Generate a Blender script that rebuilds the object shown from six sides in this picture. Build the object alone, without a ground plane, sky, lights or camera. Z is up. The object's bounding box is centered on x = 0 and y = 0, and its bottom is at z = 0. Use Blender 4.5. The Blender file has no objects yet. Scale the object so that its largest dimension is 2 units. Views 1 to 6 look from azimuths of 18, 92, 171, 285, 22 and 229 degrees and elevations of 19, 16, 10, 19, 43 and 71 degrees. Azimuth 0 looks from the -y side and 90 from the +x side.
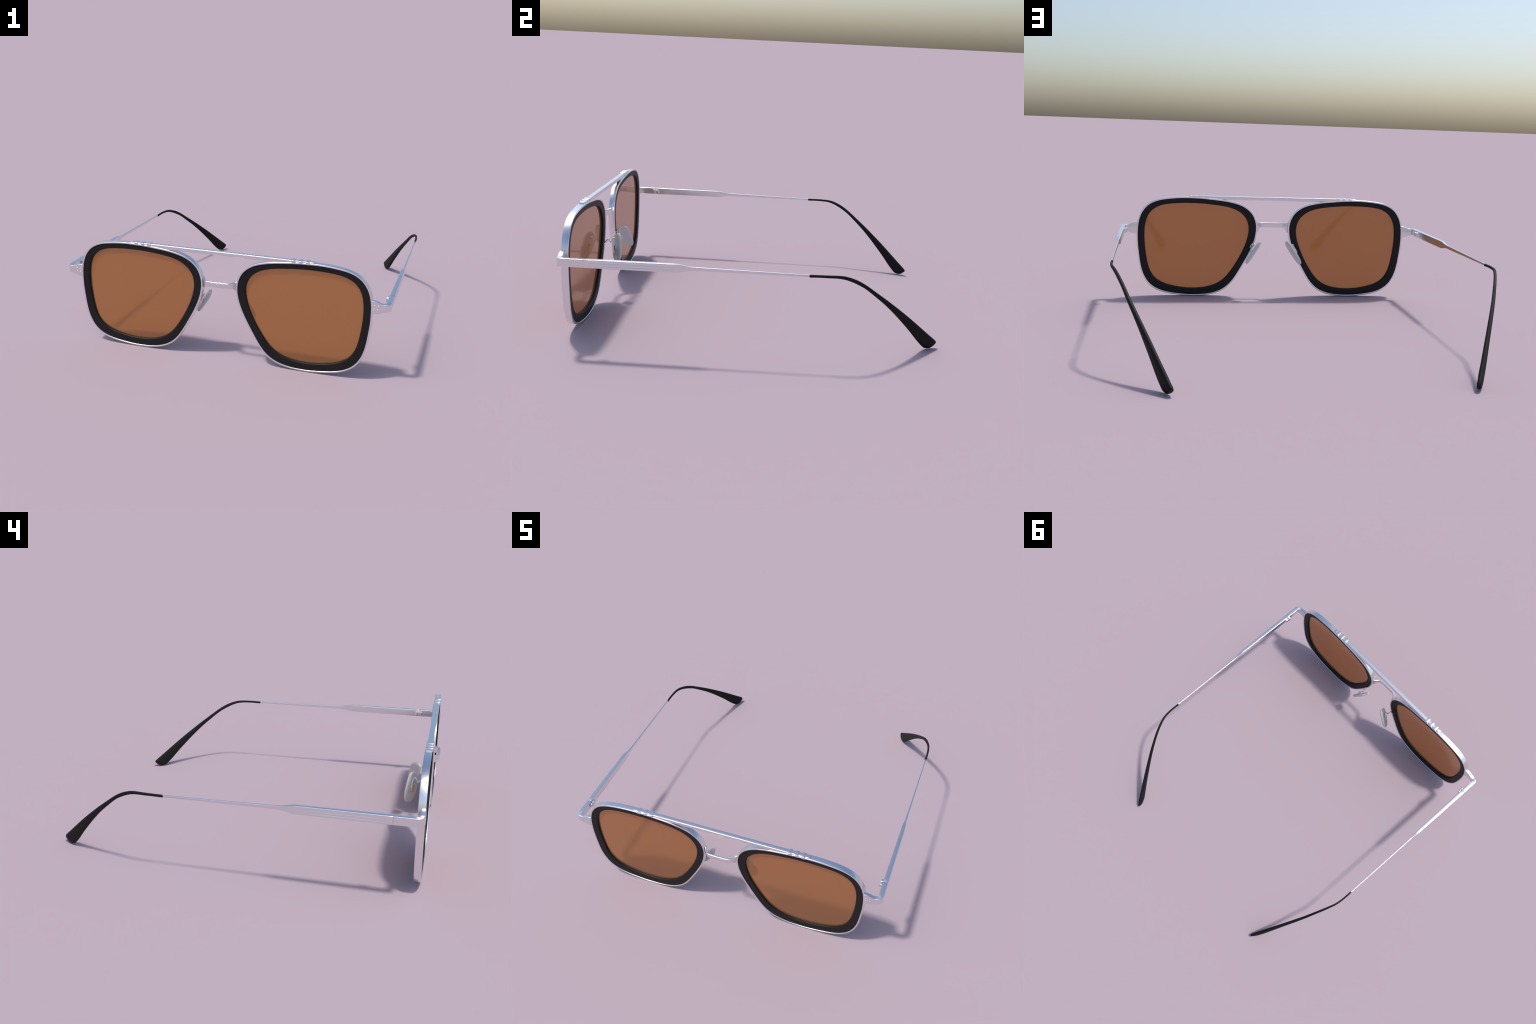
# Square double-bridge sunglasses: metal rims with black inserts, brown tinted
# lenses, slim metal temples ending in black flared tips.
import bpy, math
from mathutils import Vector

# ------------------------------------------------------------------ materials
def material(name):
    m = bpy.data.materials.new(name)
    m.use_nodes = True
    return m, m.node_tree, m.node_tree.nodes["Principled BSDF"]

def grain(nt, bsdf, scale, rough_lo, rough_hi, bump):
    """Fine surface grain: noise drives roughness and a whisper of bump."""
    tc = nt.nodes.new("ShaderNodeTexCoord")
    nz = nt.nodes.new("ShaderNodeTexNoise")
    nz.inputs["Scale"].default_value = scale
    nz.inputs["Detail"].default_value = 3.0
    mr = nt.nodes.new("ShaderNodeMapRange")
    mr.inputs["To Min"].default_value = rough_lo
    mr.inputs["To Max"].default_value = rough_hi
    nt.links.new(tc.outputs["Object"], nz.inputs["Vector"])
    nt.links.new(nz.outputs["Fac"], mr.inputs["Value"])
    nt.links.new(mr.outputs["Result"], bsdf.inputs["Roughness"])
    if bump:
        bp = nt.nodes.new("ShaderNodeBump")
        bp.inputs["Strength"].default_value = bump
        bp.inputs["Distance"].default_value = 0.001
        nt.links.new(nz.outputs["Fac"], bp.inputs["Height"])
        nt.links.new(bp.outputs["Normal"], bsdf.inputs["Normal"])

METAL, nt, b = material("polished_silver_metal")
b.inputs["Base Color"].default_value = (0.83, 0.83, 0.84, 1)
b.inputs["Metallic"].default_value = 1.0
grain(nt, b, 60, 0.22, 0.27, 0.0)

BLACK, nt, b = material("black_acetate")
b.inputs["Base Color"].default_value = (0.0065, 0.0062, 0.0066, 1)
b.inputs["Specular IOR Level"].default_value = 0.25
grain(nt, b, 120, 0.46, 0.56, 0.0)

TIPBLACK, nt, b = material("black_rubbery_plastic")
b.inputs["Base Color"].default_value = (0.0080, 0.0080, 0.0085, 1)
b.inputs["Specular IOR Level"].default_value = 0.16
grain(nt, b, 120, 0.56, 0.64, 0.0)

LENS, nt, b = material("brown_tinted_lens")
b.inputs["Base Color"].default_value = (0.56, 0.25, 0.085, 1)
b.inputs["Roughness"].default_value = 0.06
b.inputs["IOR"].default_value = 1.5
b.inputs["Transmission Weight"].default_value = 0.68

PAD, nt, b = material("smoky_silicone")
b.inputs["Base Color"].default_value = (0.60, 0.60, 0.575, 1)
b.inputs["Subsurface Weight"].default_value = 0.3
b.inputs["Subsurface Radius"].default_value = (1.0, 1.0, 1.0)
b.inputs["Subsurface Scale"].default_value = 0.012
b.inputs["IOR"].default_value = 1.42
grain(nt, b, 40, 0.28, 0.36, 0.0)

# ------------------------------------------------------------------ mesh tools
def make_mesh(name, verts, faces, mat, angle=40.0):
    me = bpy.data.meshes.new(name)
    me.from_pydata([tuple(v) for v in verts], [], faces)
    import bmesh
    bm = bmesh.new()
    bm.from_mesh(me)
    bmesh.ops.recalc_face_normals(bm, faces=bm.faces)
    bm.to_mesh(me)
    bm.free()
    me.shade_smooth()
    me.set_sharp_from_angle(angle=math.radians(angle))
    me.materials.append(mat)
    return me

ROOT = bpy.data.objects.new("sunglasses", None)
bpy.context.scene.collection.objects.link(ROOT)
ROOT["label"] = "square brown-lens sunglasses with silver double-bridge frame and black tips"
ROOT["category"] = "sunglasses"

def add(name, mesh, parent, mirror=False):
    o = bpy.data.objects.new(name, mesh)
    bpy.context.scene.collection.objects.link(o)
    o.parent = parent
    if mirror:
        o.scale.x = -1.0
    return o

def pair(name, mesh, parents):
    """A part and its mirror twin, sharing mesh data; parents are already mirrored."""
    right = add(name, mesh, parents[0])
    left = right.copy()
    bpy.context.scene.collection.objects.link(left)
    left.parent = parents[1]
    if parents[0] is parents[1]:
        left.scale.x = -1.0
    return right, left

def ring_strip(rings, closed_path=False, caps=True):
    """Skin a list of equal-length closed rings of points."""
    n = len(rings[0])
    verts = [p for r in rings for p in r]
    faces = []
    m = len(rings)
    for i in range(m if closed_path else m - 1):
        a, c = i * n, ((i + 1) % m) * n
        for j in range(n):
            k = (j + 1) % n
            faces.append((a + j, a + k, c + k, c + j))
    if caps and not closed_path:
        faces.append(tuple(range(n - 1, -1, -1)))
        faces.append(tuple((m - 1) * n + j for j in range(n)))
    return verts, faces

def rounded_rect(w, h, r, seg=4):
    """Closed section, w along u, h along v, corner radius r."""
    r = min(r, 0.49 * w, 0.49 * h)
    pts = []
    for cx, cy, a0 in ((1, 1, 0), (-1, 1, 90), (-1, -1, 180), (1, -1, 270)):
        for i in range(seg + 1):
            a = math.radians(a0 + 90.0 * i / seg)
            pts.append((cx * (w / 2 - r) + r * math.cos(a), cy * (h / 2 - r) + r * math.sin(a)))
    return pts

def catmull(points, per):
    """Catmull-Rom through control points (tuples of any length), open."""
    P = [Vector(p) for p in points]
    P = [2 * P[0] - P[1]] + P + [2 * P[-1] - P[-2]]
    out = []
    for i in range(1, len(P) - 2):
        a, b_, c, d = P[i - 1], P[i], P[i + 1], P[i + 2]
        for k in range(per):
            t = k / per
            out.append(0.5 * ((2 * b_) + (c - a) * t + (2 * a - 5 * b_ + 4 * c - d) * t * t
                              + (3 * b_ - a - 3 * c + d) * t ** 3))
    out.append(P[-2])
    return out

def box(name, size, radius, mat):
    """Rounded box centred on the origin, chamfered with a bevelled cage."""
    import bmesh
    bm = bmesh.new()
    bmesh.ops.create_cube(bm, size=1.0)
    for v in bm.verts:
        v.co = Vector((v.co.x * size[0], v.co.y * size[1], v.co.z * size[2]))
    bmesh.ops.bevel(bm, geom=bm.edges[:], offset=radius, segments=3, affect="EDGES", profile=0.5)
    me = bpy.data.meshes.new(name)
    bm.to_mesh(me)
    bm.free()
    me.shade_smooth()
    me.set_sharp_from_angle(angle=math.radians(40))
    me.materials.append(mat)
    return me

def dome(name, radius, height, mat):
    """Rivet head: half ellipsoid bulging towards -y, its rim on y = 0."""
    rings = []
    for i in range(6):
        a = math.radians(90 * i / 5 * 0.97)
        rings.append([Vector((radius * math.cos(a) * math.cos(t), -height * math.sin(a), radius * math.cos(a) * math.sin(t)))
                      for t in (math.tau * k / 16 for k in range(16))])
    rings.insert(0, [Vector((p.x, 0.002, p.z)) for p in rings[0]])
    v, f = ring_strip(rings)
    return make_mesh(name, v, f, mat, 80)

# ------------------------------------------------------------------ lens outline
# Control points (x, z) of the right lens, counter-clockwise from the temple side:
# OUTER is where black insert meets metal, INNER is the edge of the aperture.
CX, CZ = 0.50, 0.34
OUTER = [(0.8775, 0.340), (0.880, 0.407), (0.876, 0.477), (0.8555, 0.5445), (0.8125, 0.5980), (0.753, 0.6265),
         (0.689, 0.6380), (0.620, 0.645), (0.560, 0.6465), (0.500, 0.6455), (0.447, 0.6425), (0.392, 0.637),
         (0.332, 0.6310), (0.263, 0.6190), (0.195, 0.5960), (0.1385, 0.5490), (0.112, 0.481), (0.115, 0.408),
         (0.135, 0.340), (0.162, 0.280), (0.190, 0.227), (0.218, 0.177), (0.248, 0.127), (0.284, 0.081),
         (0.330, 0.046), (0.385, 0.024), (0.442, 0.0130), (0.500, 0.0095), (0.558, 0.0100), (0.618, 0.0160),
         (0.6815, 0.0255), (0.7480, 0.0455), (0.8045, 0.0845), (0.8415, 0.1435), (0.8605, 0.2090), (0.870, 0.275)]
INNER = [(0.835, 0.340), (0.838, 0.400), (0.835, 0.462), (0.8190, 0.5245), (0.7838, 0.5700), (0.732, 0.5968),
         (0.675, 0.608), (0.612, 0.6130), (0.555, 0.6145), (0.500, 0.6140), (0.452, 0.6118), (0.402, 0.607),
         (0.346, 0.601), (0.287, 0.590), (0.228, 0.567), (0.180, 0.524), (0.158, 0.465), (0.163, 0.399),
         (0.181, 0.340), (0.203, 0.288), (0.227, 0.241), (0.253, 0.197), (0.281, 0.156), (0.314, 0.117),
         (0.354, 0.087), (0.401, 0.067), (0.450, 0.056), (0.500, 0.0515), (0.551, 0.0515), (0.603, 0.057),
         (0.657, 0.067), (0.7150, 0.0848), (0.7665, 0.1168), (0.8005, 0.1662), (0.818, 0.224), (0.828, 0.282)]

FRONT_Y, LEAN = -0.9690, 0.004            # front lip plane and its slight lean
def front_y(z, depth=0.0):
    return FRONT_Y + LEAN * (z - 0.35) + depth

NSEG = 240
def outline(ctrl):
    """Smooth closed curve in (x, z) through the control points, one point per equal angle."""
    n = len(ctrl)
    dense = []
    for k in range(n):
        a, b_, c, d = (Vector(ctrl[(k + j) % n]) for j in (-1, 0, 1, 2))
        for i in range(12):
            t = i / 12
            dense.append(0.5 * (2 * b_ + (c - a) * t + (2 * a - 5 * b_ + 4 * c - d) * t * t + (3 * b_ - a - 3 * c + d) * t ** 3))
    for _ in range(24):                     # take the last flats out of the curve
        dense = [0.25 * dense[i - 1] + 0.5 * dense[i] + 0.25 * dense[(i + 1) % len(dense)] for i in range(len(dense))]
    polar = sorted((math.atan2(p.y - CZ, p.x - CX) % math.tau, (p - Vector((CX, CZ))).length) for p in dense)
    polar = [(polar[-1][0] - math.tau, polar[-1][1])] + polar + [(polar[0][0] + math.tau, polar[0][1])]
    pts, j = [], 0
    for i in range(NSEG):
        th = math.tau * i / NSEG
        while polar[j + 1][0] < th:
            j += 1
        (a0, r0), (a1, r1) = polar[j], polar[j + 1]
        r = r0 + (r1 - r0) * (th - a0) / max(a1 - a0, 1e-9)
        pts.append(Vector((CX + r * math.cos(th), CZ + r * math.sin(th))))
    return pts

def normals(pts):
    out = []
    for i in range(len(pts)):
        t = (pts[(i + 1) % len(pts)] - pts[i - 1]).normalized()
        out.append(Vector((t.y, -t.x)))
    return out

O, I = outline(OUTER), outline(INNER)
NO, NI = normals(O), normals(I)

# ---- metal rim: a band of rounded rectangular section swept round the outline
RIM_T, RIM_D = 0.0095, 0.0370
sec = rounded_rect(RIM_T, RIM_D, 0.0024, 4)
rings = []
for p, n in zip(O, NO):
    rings.append([Vector((p.x + n.x * (RIM_T / 2 + u), front_y(p.y, RIM_D / 2 + v), p.y + n.y * (RIM_T / 2 + u))) for u, v in sec])
v, f = ring_strip(rings, closed_path=True)
rim_mesh = make_mesh("rim", v, f, METAL, 50)
rims = pair("rim", rim_mesh, (ROOT, ROOT))

# ---- black insert: flat ring between the rim and the aperture, rounded inside edge
B_F, B_B, R_IN = 0.0035, 0.0340, 0.0065
rings = []
for p, q, nq in zip(O, I, NI):
    ring = []
    def at(base, nrm, off, depth):
        x, z = base.x + nrm.x * off, base.y + nrm.y * off
        return Vector((x, front_y(z, depth), z))
    d = (p - q).normalized()
    out = p + d * 0.003
    ring.append(Vector((out.x, front_y(out.y, B_F), out.y)))
    for i in range(6):
        a = math.radians(90 * i / 5)
        ring.append(at(q, nq, R_IN * (1 - math.sin(a)), B_F + R_IN * (1 - math.cos(a))))
    for i in range(6):
        a = math.radians(90 * i / 5)
        ring.append(at(q, nq, R_IN * (1 - math.cos(a)), B_B - R_IN * (1 - math.sin(a))))
    ring.append(Vector((out.x, front_y(out.y, B_B), out.y)))
    rings.append(ring)
v, f = ring_strip(rings, closed_path=True)
insert_mesh = make_mesh("rim_insert", v, f, BLACK, 60)
pair("rim_insert", insert_mesh, rims)

# ---- lens: thin slab, very slightly domed forward, its edge seated in the insert
L_F, L_T, L_BULGE, NR = 0.0160, 0.0058, 0.0020, 24
front, back = [], []
for k in range(NR):
    s = 1.0 - k / NR
    fr, bk = [], []
    for q, nq in zip(I, NI):
        e = q + nq * 0.003
        x, z = CX + (e.x - CX) * s, CZ + (e.y - CZ) * s
        dep = L_F - L_BULGE * (1 - s * s)
        fr.append(Vector((x, front_y(z, dep), z)))
        bk.append(Vector((x, front_y(z, dep + L_T), z)))
    front.append(fr)
    back.append(bk)
rings = front[::-1] + back
v, f = ring_strip(rings, caps=False)
n0, n1 = 0, (len(rings) - 1) * NSEG
cf, cb = len(v), len(v) + 1
v += [Vector((CX, front_y(CZ, L_F - L_BULGE), CZ)), Vector((CX, front_y(CZ, L_F - L_BULGE + L_T), CZ))]
for j in range(NSEG):
    k = (j + 1) % NSEG
    f.append((cf, n0 + k, n0 + j))
    f.append((cb, n1 + j, n1 + k))
lens_mesh = make_mesh("lens", v, f, LENS, 60)
pair("lens", lens_mesh, rims)

# ------------------------------------------------------------------ brow bar
BAR_F, BAR_R, BAR_T, BAR_B, BAR_END = -0.9655, -0.9375, 0.6625, 0.6400, 0.556
by = (BAR_F + BAR_R) / 2
def bar_low(x):                             # underside rises where the bar lies on the rim
    t = min(1.0, max(0.0, (abs(x) - 0.40) / 0.06))
    return BAR_B + 0.0125 * t * t * (3 - 2 * t)
rings = []
for x in [-BAR_END, -BAR_END + 0.002] + [-0.54 + 1.08 * i / 36 for i in range(37)] + [BAR_END - 0.002, BAR_END]:
    k = 0.93 if abs(x) == BAR_END else 1.0
    lo = bar_low(x)
    mid, hh = (BAR_T + lo) / 2, BAR_T - lo
    rings.append([Vector((x, by + u * k, mid + w * k)) for u, w in rounded_rect(BAR_R - BAR_F, hh, 0.003, 4)])
v, f = ring_strip(rings)
brow = add("brow_bar", make_mesh("brow_bar", v, f, METAL, 40), ROOT)
# three raised collars at each end bind the bar to the rim
collar_mesh = box("collar", (0.0212, 0.0375, 0.0170), 0.0012, METAL)
for side in (1, -1):
    for x in (0.436, 0.4775, 0.5175):
        o = add("collar", collar_mesh, brow)
        o.location = (side * x, -0.9522, 0.6562 - 0.01 * (x - 0.436))

# ------------------------------------------------------------------ lower bridge
half = [(0.1040, -0.9480, 0.4625, 0.066), (0.0990, -0.9540, 0.4630, 0.063), (0.0945, -0.9610, 0.4655, 0.053),
        (0.0895, -0.9690, 0.4690, 0.0420), (0.0835, -0.9780, 0.4712, 0.0350), (0.0760, -0.9860, 0.4725, 0.0318),
        (0.0660, -0.9908, 0.4730, 0.0310), (0.0520, -0.9928, 0.4730, 0.0306), (0.0260, -0.9935, 0.4730, 0.0305)]
ctrl = half + [(0.0, -0.9937, 0.4730, 0.0305)] + [(-x, y, z, h) for x, y, z, h in half[::-1]]
path = catmull(ctrl, 6)
rings = []
for i, p in enumerate(path):
    a, b_ = path[max(i - 1, 0)], path[min(i + 1, len(path) - 1)]
    t = Vector((b_[0] - a[0], b_[1] - a[1])).normalized()
    n = Vector((t.y, -t.x))
    rings.append([Vector((p[0] + n.x * u, p[1] + n.y * u, p[2] + w)) for u, w in rounded_rect(0.0126, p[3], 0.003, 4)])
v, f = ring_strip(rings)
bridge = add("bridge", make_mesh("bridge", v, f, METAL, 45), ROOT)
stud_mesh = dome("stud", 0.0030, 0.0016, METAL)
for i in range(5):
    o = add("stud", stud_mesh, bridge)
    o.location = ((i - 2) * 0.0165, -0.9995, 0.4775)

# ------------------------------------------------------------------ end pieces and temples
def slat_section(t, h, groove, r=0.0028, zg=(0.0055, -0.0085), gw=0.0015):
    """Upright slat section in (out, up): rounded corners, two V grooves on the outer face."""
    r = min(r, 0.45 * t, 0.45 * h)
    o = t / 2
    pts = []
    for cx, cy, a0 in ((1, -1, 270),):
        for i in range(5):
            a = math.radians(a0 + 22.5 * i)
            pts.append((cx * (o - r) + r * math.cos(a), cy * (h / 2 - r) + r * math.sin(a)))
    k = min(1.0, (h - 2 * r) / 0.030)
    for z in (zg[1] * k, zg[0] * k):
        pts += [(o, z - gw), (o - groove, z), (o, z + gw)]
    for cx, cy, a0 in ((1, 1, 0), (-1, 1, 90), (-1, -1, 180)):
        for i in range(5):
            a = math.radians(a0 + 22.5 * i)
            pts.append((cx * (o - r) + r * math.cos(a), cy * (h / 2 - r) + r * math.sin(a)))
    return pts

def slat(stations):
    """stations: (x, y, z_low, z_high, thickness, groove depth) along the slat's centre line."""
    rings = []
    for i, s in enumerate(stations):
        a, b_ = stations[max(i - 1, 0)], stations[min(i + 1, len(stations) - 1)]
        t = Vector((b_[0] - a[0], b_[1] - a[1])).normalized()
        n = Vector((t.y, -t.x))            # outward: forward at the plate, sideways on the temple
        zc = (s[2] + s[3]) / 2
        rings.append([Vector((s[0] + n.x * u, s[1] + n.y * u, zc + w)) for u, w in slat_section(s[4], s[3] - s[2], s[5])])
    return ring_strip(rings)

# end piece: flared plate on the rim, neck, rounded corner, short return to the hinge
plate = [(0.8825, -0.9585, 0.4070, 0.4830, 0.0240, 0), (0.8870, -0.9585, 0.4070, 0.4830, 0.0240, 0),
         (0.9030, -0.9582, 0.4085, 0.4815, 0.0240, 0), (0.9170, -0.9577, 0.4115, 0.4775, 0.0240, 0),
         (0.9300, -0.9570, 0.4155, 0.4715, 0.0242, 0), (0.9400, -0.9562, 0.4190, 0.4690, 0.0246, 0),
         (0.9460, -0.9556, 0.4215, 0.4682, 0.0252, 0)]
corner = []
RC = 0.0175
ccx, ccy = 0.9724 - RC, -0.9545 + RC
for i in range(1, 13):
    a = math.radians(-88 + 87 * i / 12)
    g = i / 12
    corner.append((ccx + RC * math.cos(a), ccy + RC * math.sin(a), 0.4225 + 0.0045 * g, 0.4682 + 0.0020 * g, 0.0256 + 0.0028 * g, 0))
ret = [(0.9722, -0.9150, 0.4270, 0.4703, 0.0284, 0), (0.9722, -0.9065, 0.4270, 0.4705, 0.0284, 0),
       (0.9722, -0.9035, 0.4270, 0.4705, 0.0284, 0.0008), (0.9718, -0.8425, 0.4270, 0.4705, 0.0284, 0.0008),
       (0.9718, -0.8395, 0.4270, 0.4705, 0.0284, 0), (0.9718, -0.8310, 0.4270, 0.4705, 0.0284, 0),
       (0.9718, -0.8286, 0.4275, 0.4700, 0.0272, 0)]
v, f = slat(plate + corner + ret)
ends = pair("end_piece", make_mesh("end_piece", v, f, METAL, 35), (ROOT, ROOT))
rivet_mesh = dome("rivet", 0.0040, 0.0014, METAL)
for e in ends:
    for x, z in ((0.8970, 0.4560), (0.9185, 0.4565), (0.8965, 0.4365), (0.9175, 0.4370)):
        o = add("rivet", rivet_mesh, e)
        o.location = (x, -0.9582 - 0.0120 + (x - 0.9) * 0.03, z)

# temple: slat with grooves, tapering shoulder, then a thin wire-like bar
temple_st = [(0.9718, -0.8280, 0.4275, 0.4700, 0.0272, 0), (0.9718, -0.8262, 0.4270, 0.4705, 0.0284, 0),
             (0.9718, -0.8035, 0.4270, 0.4706, 0.0282, 0), (0.9718, -0.8000, 0.4270, 0.4706, 0.0282, 0.0008),
             (0.9711, -0.6500, 0.4274, 0.4710, 0.0262, 0.0008), (0.9703, -0.5000, 0.4278, 0.4714, 0.0240, 0.0008),
             (0.9696, -0.3810, 0.4282, 0.4718, 0.0218, 0.0008), (0.9696, -0.3770, 0.4282, 0.4718, 0.0218, 0),
             (0.9691, -0.3620, 0.4290, 0.4712, 0.0206, 0), (0.9689, -0.3450, 0.4312, 0.4690, 0.0186, 0),
             (0.9686, -0.3280, 0.4348, 0.4656, 0.0156, 0), (0.9683, -0.3120, 0.4380, 0.4625, 0.0128, 0),
             (0.9680, -0.2950, 0.4400, 0.4605, 0.0112, 0), (0.9676, -0.2700, 0.4407, 0.4598, 0.0104, 0),
             (0.9664, 0.0000, 0.4413, 0.4566, 0.0082, 0), (0.9636, 0.3300, 0.4425, 0.4530, 0.0064, 0)]
v, f = slat(temple_st)
temples = pair("temple", make_mesh("temple", v, f, METAL, 35), (ROOT, ROOT))

# hinge leaves inside the joint: one on the end piece, one on the temple
leaf_a = box("hinge_leaf", (0.017, 0.0165, 0.0265), 0.0022, METAL)
leaf_b = box("hinge_leaf", (0.015, 0.0220, 0.0265), 0.0022, METAL)
pin = box("hinge_pin", (0.0085, 0.0085, 0.0290), 0.0035, METAL)
for (e, t) in zip(ends, temples):
    o = add("hinge_leaf", leaf_a, e)
    o.location = (0.9520, -0.8385, 0.4470)
    o = add("hinge_leaf", leaf_b, t)
    o.location = (0.9535, -0.8135, 0.4470)
    o = add("hinge_pin", pin, t)
    o.location = (0.9470, -0.8275, 0.4470)

# temple tip: round sleeve bending down and in, flaring to a flat paddle.
# (x, y, z) of the upper edge, then of the lower edge, then sideways thickness.
tip_ctrl = [((0.9632, 0.292, 0.4535), (0.9632, 0.294, 0.4400), 0.0115),
            ((0.9630, 0.344, 0.4545), (0.9632, 0.343, 0.4415), 0.0120),
            ((0.9603, 0.392, 0.4545), (0.9605, 0.387, 0.4410), 0.0126),
            ((0.9530, 0.436, 0.4535), (0.9543, 0.428, 0.4395), 0.0132),
            ((0.9425, 0.468, 0.4490), (0.9450, 0.460, 0.4340), 0.0140),
            ((0.9295, 0.503, 0.4380), (0.9325, 0.494, 0.4220), 0.0148),
            ((0.9140, 0.541, 0.4205), (0.9160, 0.535, 0.4015), 0.0156),
            ((0.8950, 0.584, 0.3930), (0.8960, 0.580, 0.3730), 0.0168),
            ((0.8700, 0.638, 0.3515), (0.8690, 0.638, 0.3240), 0.0184),
            ((0.8410, 0.695, 0.3070), (0.8400, 0.694, 0.2730), 0.0202),
            ((0.8105, 0.752, 0.2600), (0.8050, 0.758, 0.2060), 0.0222),
            ((0.7725, 0.821, 0.2010), (0.7625, 0.835, 0.1170), 0.0246),
            ((0.7325, 0.893, 0.1355), (0.7320, 0.889, 0.0485), 0.0268),
            ((0.7005, 0.948, 0.0840), (0.7115, 0.924, 0.0100), 0.0278),
            ((0.6870, 0.973, 0.0615), (0.7040, 0.937, 0.0030), 0.0268),
            ((0.6755, 0.992, 0.0430), (0.6925, 0.957, 0.0000), 0.0250),
            ((0.6715, 0.999, 0.0310), (0.6860, 0.973, 0.0060), 0.0195)]
flat = catmull([(*a, *b_, t) for a, b_, t in tip_ctrl], 5)
rings = []
mids = [(Vector(p[:3]) + Vector(p[3:6])) / 2 for p in flat]
for i, p in enumerate(flat):
    up, lo = Vector(p[:3]), Vector(p[3:6])
    tan = (mids[min(i + 1, len(mids) - 1)] - mids[max(i - 1, 0)]).normalized()
    hv = (up - lo) / 2 * (1.0 - 0.05 * i / len(flat))
    side = tan.cross(hv).normalized() * (p[6] / 2) * (1.0 - 0.06 * i / len(flat))
    ring = []
    for k in range(24):
        a = math.tau * k / 24
        ca, sa = math.cos(a), math.sin(a)
        e = 0.66                            # slightly squared ellipse
        ring.append(mids[i] + hv * math.copysign(abs(ca) ** e, ca) + side * math.copysign(abs(sa) ** e, sa))
    rings.append(ring)
# rounded mouth where the metal enters
mouth = [mids[0] + (p - mids[0]) * 0.72 + (mids[0] - mids[1]).normalized() * 0.003 for p in rings[0]]
rings.insert(0, mouth)
v, f = ring_strip(rings)
pair("temple_tip", make_mesh("temple_tip", v, f, TIPBLACK, 50), temples)

# ------------------------------------------------------------------ nose pads
pad_top, pad_low = Vector((0.0850, -0.8740, 0.3810)), Vector((0.1810, -0.8460, 0.2350))
axis = (pad_low - pad_top)
PL = axis.length
axis.normalize()
wide = Vector((0.020, 0.064, 0.016))
wide = (wide - axis * wide.dot(axis)).normalized()
face = axis.cross(wide).normalized()
if face.x < 0:
    face = -face                            # towards the lens
pc = (pad_top + pad_low) / 2
rings = []
NP = 40
def pad_outline(k):
    a = math.tau * k / NP
    c, s = math.cos(a), math.sin(a)
    ll = PL / 2 * math.copysign(abs(c) ** 0.62, c)
    w = 0.0312 * math.copysign(abs(s) ** 0.62, s) * (1.0 - 0.14 * c)
    return ll, w
for depth, sc in ((-0.0125, 0.0), (-0.0124, 0.35), (-0.0119, 0.60), (-0.0108, 0.80), (-0.0085, 0.93), (-0.0045, 0.99),
                  (0.0005, 1.0), (0.0040, 0.985), (0.0065, 0.94), (0.0078, 0.86), (0.0078, 0.5), (0.0078, 0.0)):
    ring = []
    for k in range(NP):
        ll, w = pad_outline(k)
        ring.append(pc + axis * ll * max(sc, 0.02) + wide * w * max(sc, 0.02) + face * depth)
    rings.append(ring)
v, f = ring_strip(rings)
pads = pair("nose_pad", make_mesh("nose_pad", v, f, PAD, 60), (ROOT, ROOT))

# wire arm: from the rim, up, down, up again and into the pad's box
wire = catmull([(0.1480, -0.9400, 0.3240), (0.1450, -0.9260, 0.3400), (0.1400, -0.9150, 0.3520), (0.1365, -0.9080, 0.3545),
                (0.1345, -0.9020, 0.3460), (0.1345, -0.8975, 0.3385), (0.1335, -0.8930, 0.3430), (0.1280, -0.8850, 0.3570),
                (0.1260, -0.8780, 0.3605), (0.1290, -0.8700, 0.3550), (0.1390, -0.8655, 0.3400), (0.1500, -0.8640, 0.3220),
                (0.1570, -0.8630, 0.3080)], 6)
rings = []
for i, p in enumerate(wire):
    t = (wire[min(i + 1, len(wire) - 1)] - wire[max(i - 1, 0)]).normalized()
    u = t.cross(Vector((0.3, 0.2, 0.93))).normalized()
    w = t.cross(u)
    rings.append([p + (u * math.cos(a) + w * math.sin(a)) * 0.0040 for a in (math.tau * k / 10 for k in range(10))])
v, f = ring_strip(rings)
pair("pad_arm", make_mesh("pad_arm", v, f, METAL, 60), pads)
# little box that clips the pad
bl, bw, bd = 0.0155, 0.0062, 0.013
bc = pc + axis * 0.008 + wide * -0.005 + face * 0.0098
cage = rounded_rect(2 * bw, bd, 0.0015, 3)
rings = [[bc + axis * s * bl + wide * u + face * w for u, w in cage] for s in (-1, 1)]
v, f = ring_strip(rings)
pair("pad_clip", make_mesh("pad_clip", v, f, METAL, 35), pads)
